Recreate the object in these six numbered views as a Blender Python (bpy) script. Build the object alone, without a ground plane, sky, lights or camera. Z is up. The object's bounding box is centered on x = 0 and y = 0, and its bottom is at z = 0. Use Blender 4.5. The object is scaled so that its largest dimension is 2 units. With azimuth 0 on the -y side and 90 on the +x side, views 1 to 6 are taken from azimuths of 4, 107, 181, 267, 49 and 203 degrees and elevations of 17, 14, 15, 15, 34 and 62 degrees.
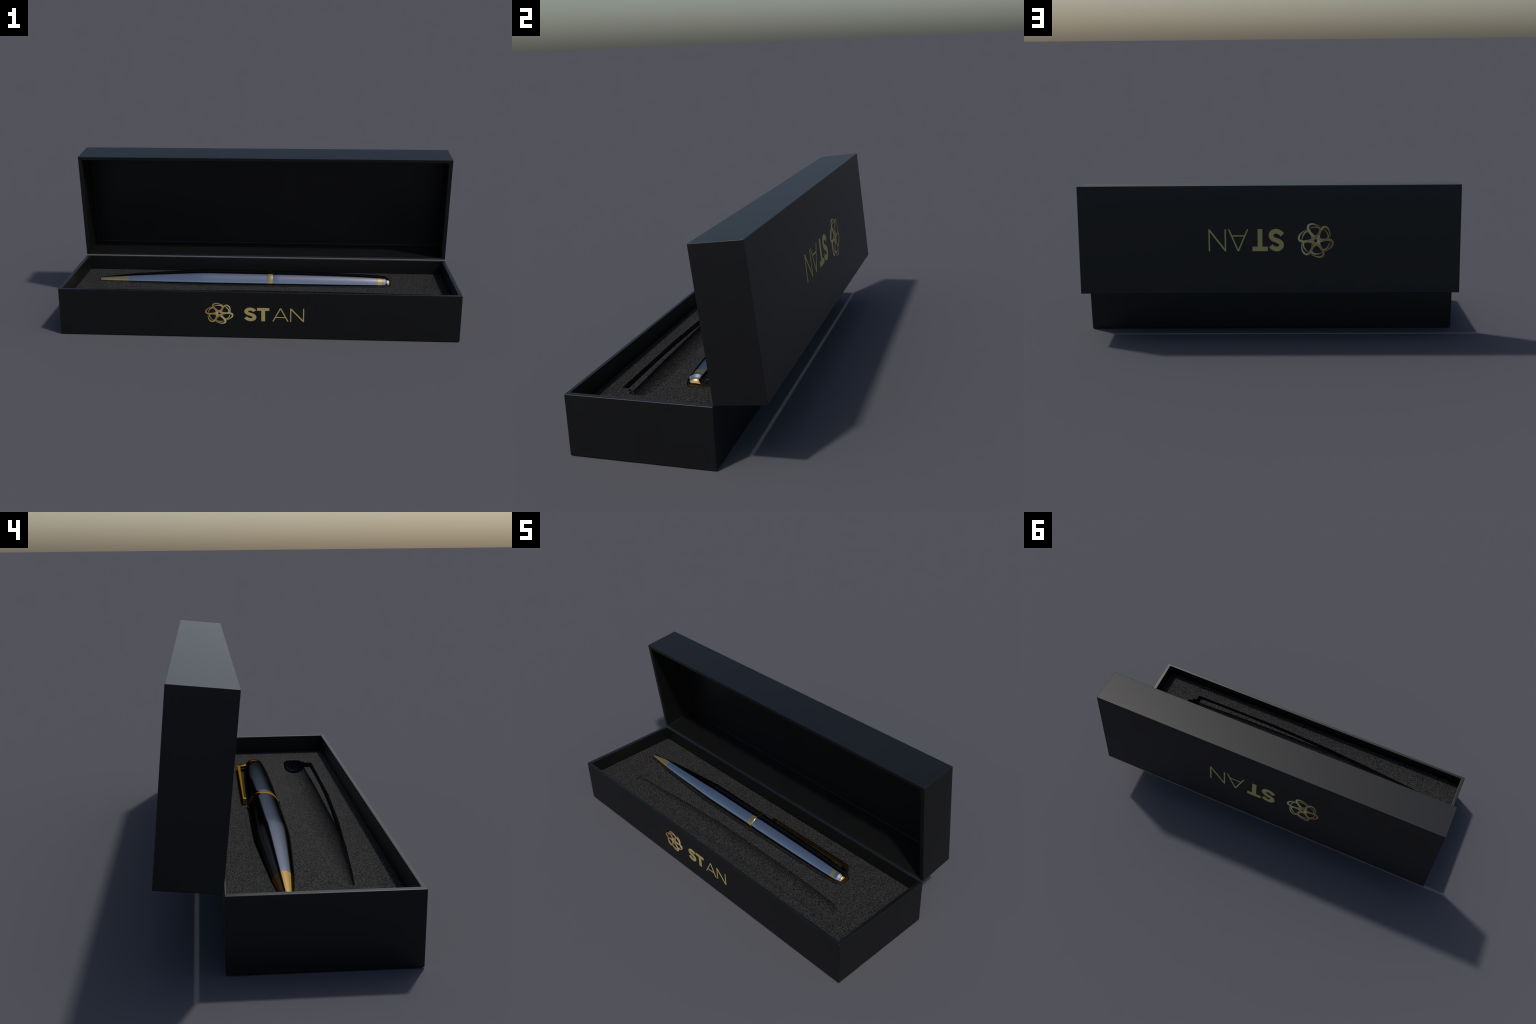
"""Open black presentation box with a foam insert, a dark chrome and gold pen, and one empty pen bed."""
import bpy, bmesh, math
from mathutils import Matrix, Vector
from mathutils.geometry import tessellate_polygon

for o in list(bpy.data.objects):
    bpy.data.objects.remove(o)

# ------------------------------------------------------------------ proportions (metres)
YAW = 0.0057                                   # the whole box is turned a third of a degree
CENTRE = Vector((0.0007, -0.0980, 0.0))        # middle of the tray footprint
TRAY_L, TRAY_D, TRAY_H = 1.9950, 0.5660, 0.2398
LID_L, LID_D, LID_H = 1.9950, 0.5670, 0.1955
LID_TILT = 0.099                               # lid leans a little over the tray
LID_GAP_Y, LID_GAP_Z = 0.0018, 0.0046          # hairline gap between lid and tray
WALL_X, WALL_FRONT, WALL_HINGE = 0.0200, 0.0150, 0.0066
LID_PANEL = 0.0075
FOAM_Z = 0.1610                                # top of the foam
PEN_Y, PEN_Z = 0.0940, 0.1605                  # pen axis lies in the foam surface

# ------------------------------------------------------------------ materials
def material(name):
    m = bpy.data.materials.new(name)
    m.use_nodes = True
    nt = m.node_tree
    return m, nt, nt.nodes["Principled BSDF"]

def black_board():
    m, nt, b = material("black_coated_board")
    tc = nt.nodes.new("ShaderNodeTexCoord")
    n = nt.nodes.new("ShaderNodeTexNoise")
    n.inputs["Scale"].default_value = 6.0
    n.inputs["Detail"].default_value = 4.0
    nt.links.new(tc.outputs["Object"], n.inputs["Vector"])
    r = nt.nodes.new("ShaderNodeValToRGB")
    r.color_ramp.elements[0].position, r.color_ramp.elements[1].position = 0.3, 0.7
    r.color_ramp.elements[0].color = (0.0036, 0.0037, 0.0038, 1)
    r.color_ramp.elements[1].color = (0.0048, 0.0049, 0.0050, 1)
    nt.links.new(n.outputs["Fac"], r.inputs["Fac"])
    nt.links.new(r.outputs["Color"], b.inputs["Base Color"])
    b.inputs["Roughness"].default_value = 0.40
    b.inputs["Specular IOR Level"].default_value = 0.46
    return m

def foam_grain():
    m, nt, b = material("charcoal_foam")
    tc = nt.nodes.new("ShaderNodeTexCoord")
    n = nt.nodes.new("ShaderNodeTexNoise")
    n.inputs["Scale"].default_value = 185.0
    n.inputs["Detail"].default_value = 2.0
    n.inputs["Roughness"].default_value = 0.6
    big = nt.nodes.new("ShaderNodeTexNoise")
    big.inputs["Scale"].default_value = 22.0
    big.inputs["Detail"].default_value = 2.0
    nt.links.new(tc.outputs["Object"], n.inputs["Vector"])
    nt.links.new(tc.outputs["Object"], big.inputs["Vector"])
    mx = nt.nodes.new("ShaderNodeMix")
    mx.data_type = "FLOAT"
    mx.inputs[0].default_value = 0.06
    nt.links.new(n.outputs["Fac"], mx.inputs[2])
    nt.links.new(big.outputs["Fac"], mx.inputs[3])
    r = nt.nodes.new("ShaderNodeValToRGB")
    r.color_ramp.elements[0].position, r.color_ramp.elements[1].position = 0.40, 0.64
    r.color_ramp.elements[0].color = (0.0050, 0.0051, 0.0051, 1)
    r.color_ramp.elements[1].color = (0.0435, 0.0437, 0.0435, 1)
    nt.links.new(mx.outputs[0], r.inputs["Fac"])
    nt.links.new(r.outputs["Color"], b.inputs["Base Color"])
    b.inputs["Roughness"].default_value = 0.95
    b.inputs["Specular IOR Level"].default_value = 0.15
    bp = nt.nodes.new("ShaderNodeBump")
    bp.inputs["Strength"].default_value = 0.5
    bp.inputs["Distance"].default_value = 0.004
    nt.links.new(n.outputs["Fac"], bp.inputs["Height"])
    nt.links.new(bp.outputs["Normal"], b.inputs["Normal"])
    return m

def metal(name, colour, rough, metallic=1.0, edge=(1, 1, 1)):
    m, nt, b = material(name)
    b.inputs["Base Color"].default_value = (*colour, 1)
    b.inputs["Metallic"].default_value = metallic
    b.inputs["Specular Tint"].default_value = (*edge, 1)
    b.inputs["Roughness"].default_value = rough
    return m

def foil_gradient(name="gold_foil_gradient"):
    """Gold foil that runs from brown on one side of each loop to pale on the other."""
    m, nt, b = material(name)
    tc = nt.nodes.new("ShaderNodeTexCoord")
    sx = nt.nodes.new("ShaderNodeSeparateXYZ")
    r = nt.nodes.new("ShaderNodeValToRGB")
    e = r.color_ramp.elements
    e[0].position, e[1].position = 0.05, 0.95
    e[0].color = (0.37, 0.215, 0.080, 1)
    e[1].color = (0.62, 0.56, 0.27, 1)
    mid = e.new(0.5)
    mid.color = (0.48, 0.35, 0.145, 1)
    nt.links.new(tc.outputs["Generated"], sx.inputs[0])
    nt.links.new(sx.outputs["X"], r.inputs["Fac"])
    nt.links.new(r.outputs["Color"], b.inputs["Base Color"])
    b.inputs["Roughness"].default_value = 0.6
    b.inputs["Specular IOR Level"].default_value = 0.3
    return m

BOARD = black_board()
FOAM = foam_grain()
CHROME = metal("dark_blue_chrome", (0.45, 0.46, 0.49), 0.12, edge=(0.04, 0.04, 0.035))
GOLD = metal("polished_gold", (0.86, 0.58, 0.23), 0.12, edge=(0.36, 0.13, 0.0))
FOIL = metal("gold_foil", (0.52, 0.41, 0.155), 0.6, 0.0)
FOIL.node_tree.nodes["Principled BSDF"].inputs["Specular IOR Level"].default_value = 0.3
LOOPFOIL = foil_gradient()

# ------------------------------------------------------------------ helpers
def thing(name, label, category, matrix):
    e = bpy.data.objects.new(name, None)
    e.empty_display_size = 0.1
    e.matrix_world = matrix
    e["label"], e["category"] = label, category
    bpy.context.scene.collection.objects.link(e)
    return e

def add(name, bm, mat, parent, smooth_angle=None, matrix=None):
    bmesh.ops.recalc_face_normals(bm, faces=bm.faces)
    me = bpy.data.meshes.new(name)
    bm.to_mesh(me)
    bm.free()
    me.materials.append(mat)
    o = bpy.data.objects.new(name, me)
    bpy.context.scene.collection.objects.link(o)
    o.parent = parent
    if matrix is not None:
        o.matrix_local = matrix
    if smooth_angle is not None:
        me.polygons.foreach_set("use_smooth", [True] * len(me.polygons))
        me.set_sharp_from_angle(angle=math.radians(smooth_angle))
    return o

def open_box(lx, ly, lz, wx, wy_low, wy_high, floor, bevel):
    """Box shell, footprint centred on x = y = 0, z from 0 to lz, open at the top."""
    bm = bmesh.new()
    ox, oy, ix = lx / 2, ly / 2, lx / 2 - wx
    ring = lambda x, y0, y1, z: [bm.verts.new(p) for p in ((-x, y0, z), (x, y0, z), (x, y1, z), (-x, y1, z))]
    a, b = ring(ox, -oy, oy, 0), ring(ox, -oy, oy, lz)
    c, d = ring(ix, -oy + wy_low, oy - wy_high, lz), ring(ix, -oy + wy_low, oy - wy_high, floor)
    bm.faces.new(a[::-1])
    bm.faces.new(d)
    for lo, hi in ((a, b), (b, c), (c, d)):
        for i in range(4):
            j = (i + 1) % 4
            bm.faces.new((lo[i], lo[j], hi[j], hi[i]))
    bmesh.ops.bevel(bm, geom=list(bm.edges), offset=bevel, offset_type="OFFSET", segments=2, profile=0.6, affect="EDGES", clamp_overlap=True)
    return bm

def flat_faces(o):
    """Big faces shade flat, only the rounded edges blend."""
    o.data.set_sharp_from_angle(angle=math.radians(60))
    m = o.modifiers.new("weighted", "WEIGHTED_NORMAL")
    m.mode, m.weight, m.keep_sharp = "FACE_AREA", 100, True

def lathe(profile, axis_y, axis_z, segments=96):
    """Solid of revolution about a line parallel to x. profile: (x, radius) from one end to the other."""
    bm = bmesh.new()
    rings = []
    for x, r in profile:
        if r < 1e-6:
            rings.append([bm.verts.new((x, axis_y, axis_z))])
        else:
            rings.append([bm.verts.new((x, axis_y + r * math.cos(math.tau * k / segments), axis_z + r * math.sin(math.tau * k / segments))) for k in range(segments)])
    for p, q in zip(rings, rings[1:]):
        for k in range(segments):
            n = (k + 1) % segments
            if len(p) == 1 and len(q) > 1:
                bm.faces.new((p[0], q[k], q[n]))
            elif len(q) == 1 and len(p) > 1:
                bm.faces.new((p[k], p[n], q[0]))
            elif len(p) > 1:
                bm.faces.new((p[k], p[n], q[n], q[k]))
    for end in (rings[0], rings[-1]):
        if len(end) > 1:
            bm.faces.new(end)
    return bm

def spline(points, steps):
    """Catmull-Rom curve through tuples of any length."""
    out, n = [], len(points)
    for i in range(n - 1):
        p0, p1, p2, p3 = points[max(i - 1, 0)], points[i], points[i + 1], points[min(i + 2, n - 1)]
        for s in range(steps):
            t = s / steps
            out.append(tuple(0.5 * (2 * b + (c - a) * t + (2 * a - 5 * b + 4 * c - d) * t * t + (3 * b - a - 3 * c + d) * t ** 3) for a, b, c, d in zip(p0, p1, p2, p3)))
    out.append(tuple(points[-1]))
    return out

def lookup(table, x):
    """Piecewise linear value of a (x, value) table."""
    if x <= table[0][0]:
        return table[0][1]
    for (x0, y0), (x1, y1) in zip(table, table[1:]):
        if x <= x1:
            return y0 + (y1 - y0) * (x - x0) / (x1 - x0)
    return table[-1][1]

def prism(bm, outline, lo, hi, place):
    """Closed 2D outline -> solid between two heights; place maps (p, q, h) to 3D."""
    a = [bm.verts.new(place(p, q, lo)) for p, q in outline]
    b = [bm.verts.new(place(p, q, hi)) for p, q in outline]
    n = len(outline)
    for i in range(n):
        j = (i + 1) % n
        bm.faces.new((a[i], a[j], b[j], b[i]))
    for tri in tessellate_polygon([[Vector((p, q, 0)) for p, q in outline]]):
        bm.faces.new([b[i] for i in tri])
        bm.faces.new([a[i] for i in reversed(tri)])

def ribbon(path, aspect=1.0):
    """Outline of a stroke: path of (p, q, width)."""
    left, right = [], []
    for i, (p, q, w) in enumerate(path):
        p0, q0, _ = path[max(i - 1, 0)]
        p1, q1, _ = path[min(i + 1, len(path) - 1)]
        d = math.hypot(p1 - p0, q1 - q0) or 1.0
        nx, ny = -(q1 - q0) / d, (p1 - p0) / d
        left.append((p + nx * w / 2, q + ny * w / 2))
        right.append((p - nx * w / 2, q - ny * w / 2))
    return left + right[::-1]

# ------------------------------------------------------------------ the presentation box
ROOT = Matrix.Translation(CENTRE) @ Matrix.Rotation(YAW, 4, "Z")
box = thing("presentation_box", "open long black gift box with gold lettering and grey foam", "pen gift box", ROOT)

tray = add("tray", open_box(TRAY_L, TRAY_D, TRAY_H, WALL_X, WALL_FRONT, WALL_HINGE, 0.02, 0.0024), BOARD, box, 40)
flat_faces(tray)

lid_matrix = Matrix.Translation((0, TRAY_D / 2 + LID_GAP_Y, TRAY_H + LID_GAP_Z)) @ Matrix.Rotation(LID_TILT, 4, "X")
bm = open_box(LID_L, LID_D, LID_H, 0.0212, WALL_HINGE, 0.0186, LID_PANEL, 0.0024)
# stand the shell up: its opening looks toward -y, its lower long edge is the hinge side
bmesh.ops.transform(bm, matrix=Matrix.Translation((0, LID_H, LID_D / 2)) @ Matrix.Rotation(math.radians(90), 4, "X"), verts=bm.verts)
lid = add("lid", bm, BOARD, box, 40, lid_matrix)
flat_faces(lid)

# ------------------------------------------------------------------ gold emblem and lettering
# One design (metres on the lid), origin at the hub of the knot; the tray carries it narrower and flatter.
K = 1.67e-4
STRAND = [(165, -417, 4), (108, -458, 14), (62, -475, 22), (-38, -513, 40), (-128, -520, 54), (-218, -485, 62), (-245, -405, 67),
          (-208, -305, 73), (-128, -195, 78), (-18, -105, 80), (92, -55, 77), (192, -27, 72), (292, -20, 67), (370, -55, 62),
          (395, -135, 53), (362, -225, 40), (302, -305, 27), (232, -367, 8)]
STRAND = [(-x * K, y * K, w * K) for x, y, w in STRAND]       # turned so that the lettering reads left to right
CAP_LO, CAP_HI = -0.0612, 0.0543
CAP_MID, CAP_HALF = (CAP_LO + CAP_HI) / 2, (CAP_HI - CAP_LO) / 2

def stroke(p0, q0, p1, q1, w):
    return ribbon([(p0, q0, w), (p1, q1, w)])

def letter_shapes():
    s = [(.70, .50), (.45, .69), (-.03, .795), (-.47, .69), (-.66, .43), (-.46, .17), (0, .02), (.46, -.13), (.69, -.41), (.50, -.69), (.05, -.795), (-.42, -.69), (-.76, -.46)]
    cs = 0.2054
    s_path = spline([(cs + x * 0.0408, CAP_MID + y * (CAP_HALF + 0.0012), 0.0245) for x, y in s], 8)
    thin = 0.0068
    la, ma, ra = 0.3552, 0.4050, 0.4542
    ln, rn = 0.4722, 0.5565
    at = lambda f: CAP_LO + f * (CAP_HI - CAP_LO)
    return {
        "letter_s": [ribbon(s_path)],
        "letter_t": [[(0.2504, CAP_HI), (0.2504, CAP_HI - 0.0237), (0.2786, CAP_HI - 0.0237), (0.2786, CAP_LO), (0.3034, CAP_LO),
                      (0.3034, CAP_HI - 0.0237), (0.3308, CAP_HI - 0.0237), (0.3308, CAP_HI)]],
        "letter_a": None,
        "letter_n": [[(ln - thin / 2, CAP_LO), (ln - thin / 2, CAP_HI), (ln + thin / 2, CAP_HI), (rn - thin / 2, CAP_LO + .014), (rn - thin / 2, CAP_HI),
                      (rn + thin / 2, CAP_HI), (rn + thin / 2, CAP_LO), (rn - thin / 2, CAP_LO), (ln + thin / 2, CAP_HI - .014), (ln + thin / 2, CAP_LO)]],
    }

def emblem(parent, place):
    path = spline(STRAND, 5)
    order = (3, 5, 1, 4, 0, 2)
    for k in range(6):
        c, s = math.cos(k * math.pi / 3), math.sin(k * math.pi / 3)
        turned = [(c * p - s * q, s * p + c * q, w) for p, q, w in path]
        bm = bmesh.new()
        prism(bm, ribbon(turned), -0.0006, 0.0009 + 0.00016 * order[k], place)
        add("emblem_loop", bm, LOOPFOIL, parent)
    for name, outlines in letter_shapes().items():
        bm = bmesh.new()
        if name == "letter_a":
            # a thin-stroked A: two legs and a bar, mitred into one outline with a counter
            w = 0.0074
            la, ma, ra = 0.3552, 0.4050, 0.4542
            lean_l, lean_r = (ma - la) / (CAP_HI - CAP_LO), (ra - ma) / (CAP_HI - CAP_LO)
            prism(bm, [(la - w / 2, CAP_LO), (ma - w / 2, CAP_HI), (ma, CAP_HI), (ma, CAP_HI - 0.0095), (la + w / 2, CAP_LO)], -0.0006, 0.0011, place)
            prism(bm, [(ra + w / 2, CAP_LO), (ra - w / 2, CAP_LO), (ma, CAP_HI - 0.0095), (ma, CAP_HI), (ma + w / 2, CAP_HI)], -0.0006, 0.0011, place)
            y0, y1 = CAP_LO + .0315, CAP_LO + .038
            xl = lambda y: la + (y - CAP_LO) * lean_l
            xr = lambda y: ra - (y - CAP_LO) * lean_r
            prism(bm, [(xl(y0), y0), (xr(y0), y0), (xr(y1), y1), (xl(y1), y1)], -0.0006, 0.0010, place)
        else:
            for outline in outlines:
                prism(bm, outline, -0.0006, 0.0011, place)
        add(name, bm, FOIL, parent)

emblem(tray, lambda p, q, h: (-0.1902 + 0.752 * p, -TRAY_D / 2 - h, 0.1259 + 0.600 * q))
emblem(lid, lambda p, q, h: (-0.2443 + p, LID_H + h, 0.2786 - q))

# ------------------------------------------------------------------ pen profile (x along the box, radius)
TIP = [(-0.8755, 0.0), (-0.8755, 0.0110), (-0.8745, 0.0138), (-0.8715, 0.0162), (-0.8200, 0.0226), (-0.7155, 0.0353)]
BARREL = [(-0.7153, 0.0), (-0.7153, 0.0353)] + spline([(-0.70, 0.0370), (-0.60, 0.0452), (-0.50, 0.0528), (-0.40, 0.0597), (-0.335, 0.0636), (-0.29, 0.0648), (-0.20, 0.0646), (-0.10, 0.0640), (0.0314, 0.0632)], 6) + [(0.0314, 0.0)]
BAND = [(0.0312, 0.0), (0.0312, 0.0636), (0.0324, 0.0652), (0.0380, 0.0658), (0.0470, 0.0661), (0.0560, 0.0658), (0.0614, 0.0651), (0.0626, 0.0634), (0.0626, 0.0)]
CAP = [(0.0624, 0.0), (0.0624, 0.0606), (0.0680, 0.0609), (0.0760, 0.0615), (0.0850, 0.0621), (0.0940, 0.0623)] + spline([(0.10, 0.0622), (0.20, 0.0609), (0.32, 0.0592), (0.45, 0.0560), (0.55, 0.0522), (0.6152, 0.0482)], 6) + [(0.6152, 0.0)]
RING = [(0.6150, 0.0), (0.6150, 0.0483), (0.6378, 0.0468), (0.6378, 0.0)]
COLLAR = [(0.6376, 0.0), (0.6376, 0.0467), (0.6562, 0.0453), (0.6676, 0.0364), (0.6680, 0.0350), (0.6680, 0.0)]
BUTTON = [(0.6678, 0.0)] + [(0.6678 + 0.0194 * math.sin(a) ** 0.95, 0.0362 * max(0.0, math.cos(a)) ** 0.9) for a in (math.radians(d) for d in range(0, 90, 9))] + [(0.6872, 0.0)]

pen = thing("ballpoint_pen", "dark blue chrome twist pen with gold tip and trim", "pen", ROOT @ Matrix.Translation((0, PEN_Y, PEN_Z - 0.065)))
UP = 0.065
for name, profile, mat in (("tip", TIP, GOLD), ("barrel", BARREL, CHROME), ("centre_band", BAND, GOLD), ("cap", CAP, CHROME),
                           ("cap_ring", RING, GOLD), ("cap_collar", COLLAR, CHROME), ("push_button", BUTTON, GOLD)):
    add(name, lathe(profile, 0.0, UP), mat, pen, 28)

# the clip: a flat C in plan - arm at the cap end, long bar, small foot
CLIP = [(0.660, 0.036), (0.630, 0.0808), (0.093, 0.0822), (0.092, 0.0675), (0.112, 0.0670), (0.1165, 0.0765), (0.604, 0.0680), (0.616, 0.040)]
bm = bmesh.new()
prism(bm, CLIP, UP - 0.025, UP + 0.0257, lambda p, q, h: (p, q, h))
bmesh.ops.dissolve_limit(bm, angle_limit=0.01, verts=bm.verts, edges=bm.edges)
bmesh.ops.bevel(bm, geom=list(bm.edges), offset=0.0012, segments=2, profile=0.6, affect="EDGES", clamp_overlap=True)
add("clip", bm, GOLD, pen, 30)

# ------------------------------------------------------------------ foam insert with two beds
def solid(name, bm):
    bmesh.ops.recalc_face_normals(bm, faces=bm.faces)
    me = bpy.data.meshes.new(name)
    bm.to_mesh(me)
    bm.free()
    o = bpy.data.objects.new(name, me)
    bpy.context.scene.collection.objects.link(o)
    return o

def block(x0, x1, y0, y1, z0, z1):
    bm = bmesh.new()
    prism(bm, [(x0, y0), (x1, y0), (x1, y1), (x0, y1)], z0, z1, lambda p, q, h: (p, q, h))
    return bm

GAP = 0.0006
foam_bm = block(-TRAY_L / 2 + WALL_X + GAP, TRAY_L / 2 - WALL_X - GAP, -TRAY_D / 2 + WALL_FRONT + GAP, TRAY_D / 2 - WALL_HINGE - GAP, 0.0215, FOAM_Z)
foam = solid("foam_insert", foam_bm)

# empty bed: half-round trough, its two rims measured from the tip (-x) to the button end (+x)
BACK_RIM = [(-0.7680, -0.0880), (-0.7640, -0.0862), (-0.680, -0.0776), (-0.600, -0.0706), (-0.517, -0.0640), (-0.430, -0.0570), (-0.340, -0.0515), (-0.2326, -0.0448),
            (-0.129, -0.0385), (0.0, -0.0362), (0.160, -0.0366), (0.370, -0.0388), (0.500, -0.0415), (0.620, -0.0462), (0.7300, -0.0530), (0.7605, -0.0550)]
BED_AXIS = [(-0.77, -0.1040), (-0.365, -0.1058), (-0.12, -0.1015), (0.0, -0.1000), (0.30, -0.0993), (0.62, -0.1000), (0.76, -0.1035)]
FRONT_RIM = [(x, 2 * lookup(BED_AXIS, x) - y) for x, y in BACK_RIM]
BUTTON_HALF = [(0.7600, 0.0372), (0.7780, 0.0366), (0.7830, 0.0320), (0.7872, 0.0240), (0.7900, 0.0140)]

def trough(stations, depth_factor=1.0, undercut=0.13, seg=40):
    """Closed cutter: lower half ellipse under the foam surface plus a cap above it."""
    bm = bmesh.new()
    rings = []
    for x, yb, yf in stations:
        cy, h = (yb + yf) / 2, (yb - yf) / 2
        # on the pen side the axis sits below the surface, so that rim overhangs a little
        sunk = undercut * h
        r, a0 = math.hypot(h, sunk), math.atan(undercut)
        turn = [-a0 + (math.pi + a0) * k / seg for k in range(seg + 1)]
        pts = [(x, cy + r * math.cos(a), FOAM_Z - depth_factor * (sunk + r * math.sin(a))) if math.cos(a) > 0 else
               (x, cy + h * math.cos(a), FOAM_Z - depth_factor * (sunk + r) * math.sin(a)) for a in turn]
        pts += [(x, yf, FOAM_Z + 0.03), (x, yb, FOAM_Z + 0.03)]
        rings.append([bm.verts.new(p) for p in pts])
    n = len(rings[0])
    for a, b in zip(rings, rings[1:]):
        for i in range(n):
            j = (i + 1) % n
            bm.faces.new((a[i], a[j], b[j], b[i]))
    bm.faces.new(rings[0])
    bm.faces.new(rings[-1][::-1])
    return bm

xs = sorted({x for x, _ in BACK_RIM} | {x for x, _ in FRONT_RIM})
fine = []
for a, b in zip(xs, xs[1:]):
    n = max(1, int((b - a) / 0.03))
    fine += [a + (b - a) * i / n for i in range(n)]
fine.append(xs[-1])
cutters = [solid("bed_cutter", trough([(x, lookup(BACK_RIM, x), lookup(FRONT_RIM, x)) for x in fine])),
           solid("button_cutter", trough([(x, -0.1025 + h, -0.1025 - h) for x, h in [(0.74, 0.0372)] + BUTTON_HALF], 1.05))]
# slot for the clip beside the empty bed
OUTER = [(0.7355, -0.1868), (0.7270, -0.1875), (0.2000, -0.1885), (0.0470, -0.1822), (-0.0770, -0.1775), (-0.1864, -0.1718), (-0.3300, -0.1605), (-0.3700, -0.1575)]
SLOT = [(0.7430, -0.1400)] + OUTER + [(-0.3700, -0.1560), (-0.3300, -0.1570), (-0.2000, -0.1610), (-0.0900, -0.1645), (0.0800, -0.1740), (0.2500, -0.1790), (0.5000, -0.1808), (0.7120, -0.1780), (0.7205, -0.1740), (0.7220, -0.1400)]
# the narrow strip left between slot and bed is pressed down a little
STRIP = [(0.7300, -0.1000), (0.7300, -0.1868), (0.2000, -0.1878), (0.0470, -0.1815), (-0.0770, -0.1768), (-0.1500, -0.1730), (-0.1500, -0.1000)]
bm = bmesh.new()
prism(bm, STRIP, FOAM_Z - 0.017, FOAM_Z + 0.03, lambda p, q, h: (p, q, h))
cutters.append(solid("strip_cutter", bm))
bm = bmesh.new()
prism(bm, SLOT, FOAM_Z - 0.110, FOAM_Z + 0.03, lambda p, q, h: (p, q, h))
cutters.append(solid("slot_cutter", bm))
# bed under the pen itself: the pen's own profile with a little clearance, and its clip slot
whole = [p for p in TIP if p[0] < -0.7160] + BARREL[2:-1] + CAP[2:-1] + RING[1:-1] + COLLAR[1:-1] + BUTTON[1:]
bed = [(-0.8775, 0.0)] + [(x + (0.0015 if x > 0.66 else -0.0015 if x < -0.87 else 0), r + 0.0012) for x, r in whole[1:-1]] + [(0.6885, 0.0)]
band_bed = [(0.0300, 0.0), (0.0300, 0.0664), (0.0638, 0.0664), (0.0638, 0.0)]
clean = [bed[0]]
for x, r in bed[1:]:
    clean.append((max(x, clean[-1][0] + 1e-4), r))
cutters.append(solid("pen_bed_cutter", lathe(clean, PEN_Y, PEN_Z, 72)))
cutters.append(solid("band_bed_cutter", lathe(band_bed, PEN_Y, PEN_Z, 72)))
bm = bmesh.new()
prism(bm, CLIP, PEN_Z - 0.0275, FOAM_Z + 0.03, lambda p, q, h: (p + (0.0012 if p > 0.3 else -0.0012), PEN_Y + q + (0.0012 if q > 0.078 else -0.0010), h))
cutters.append(solid("clip_cutter", bm))

for c in cutters:
    m = foam.modifiers.new("bed", "BOOLEAN")
    m.operation, m.solver, m.object = "DIFFERENCE", "EXACT", c
bpy.context.view_layer.update()
result = bpy.data.meshes.new_from_object(foam.evaluated_get(bpy.context.evaluated_depsgraph_get()))
foam.modifiers.clear()
foam.data = result
result.name = "foam_insert"
for c in cutters:
    bpy.data.objects.remove(c)
foam.parent = box
result.materials.clear()
result.materials.append(FOAM)
result.polygons.foreach_set("use_smooth", [True] * len(result.polygons))
result.set_sharp_from_angle(angle=math.radians(25))
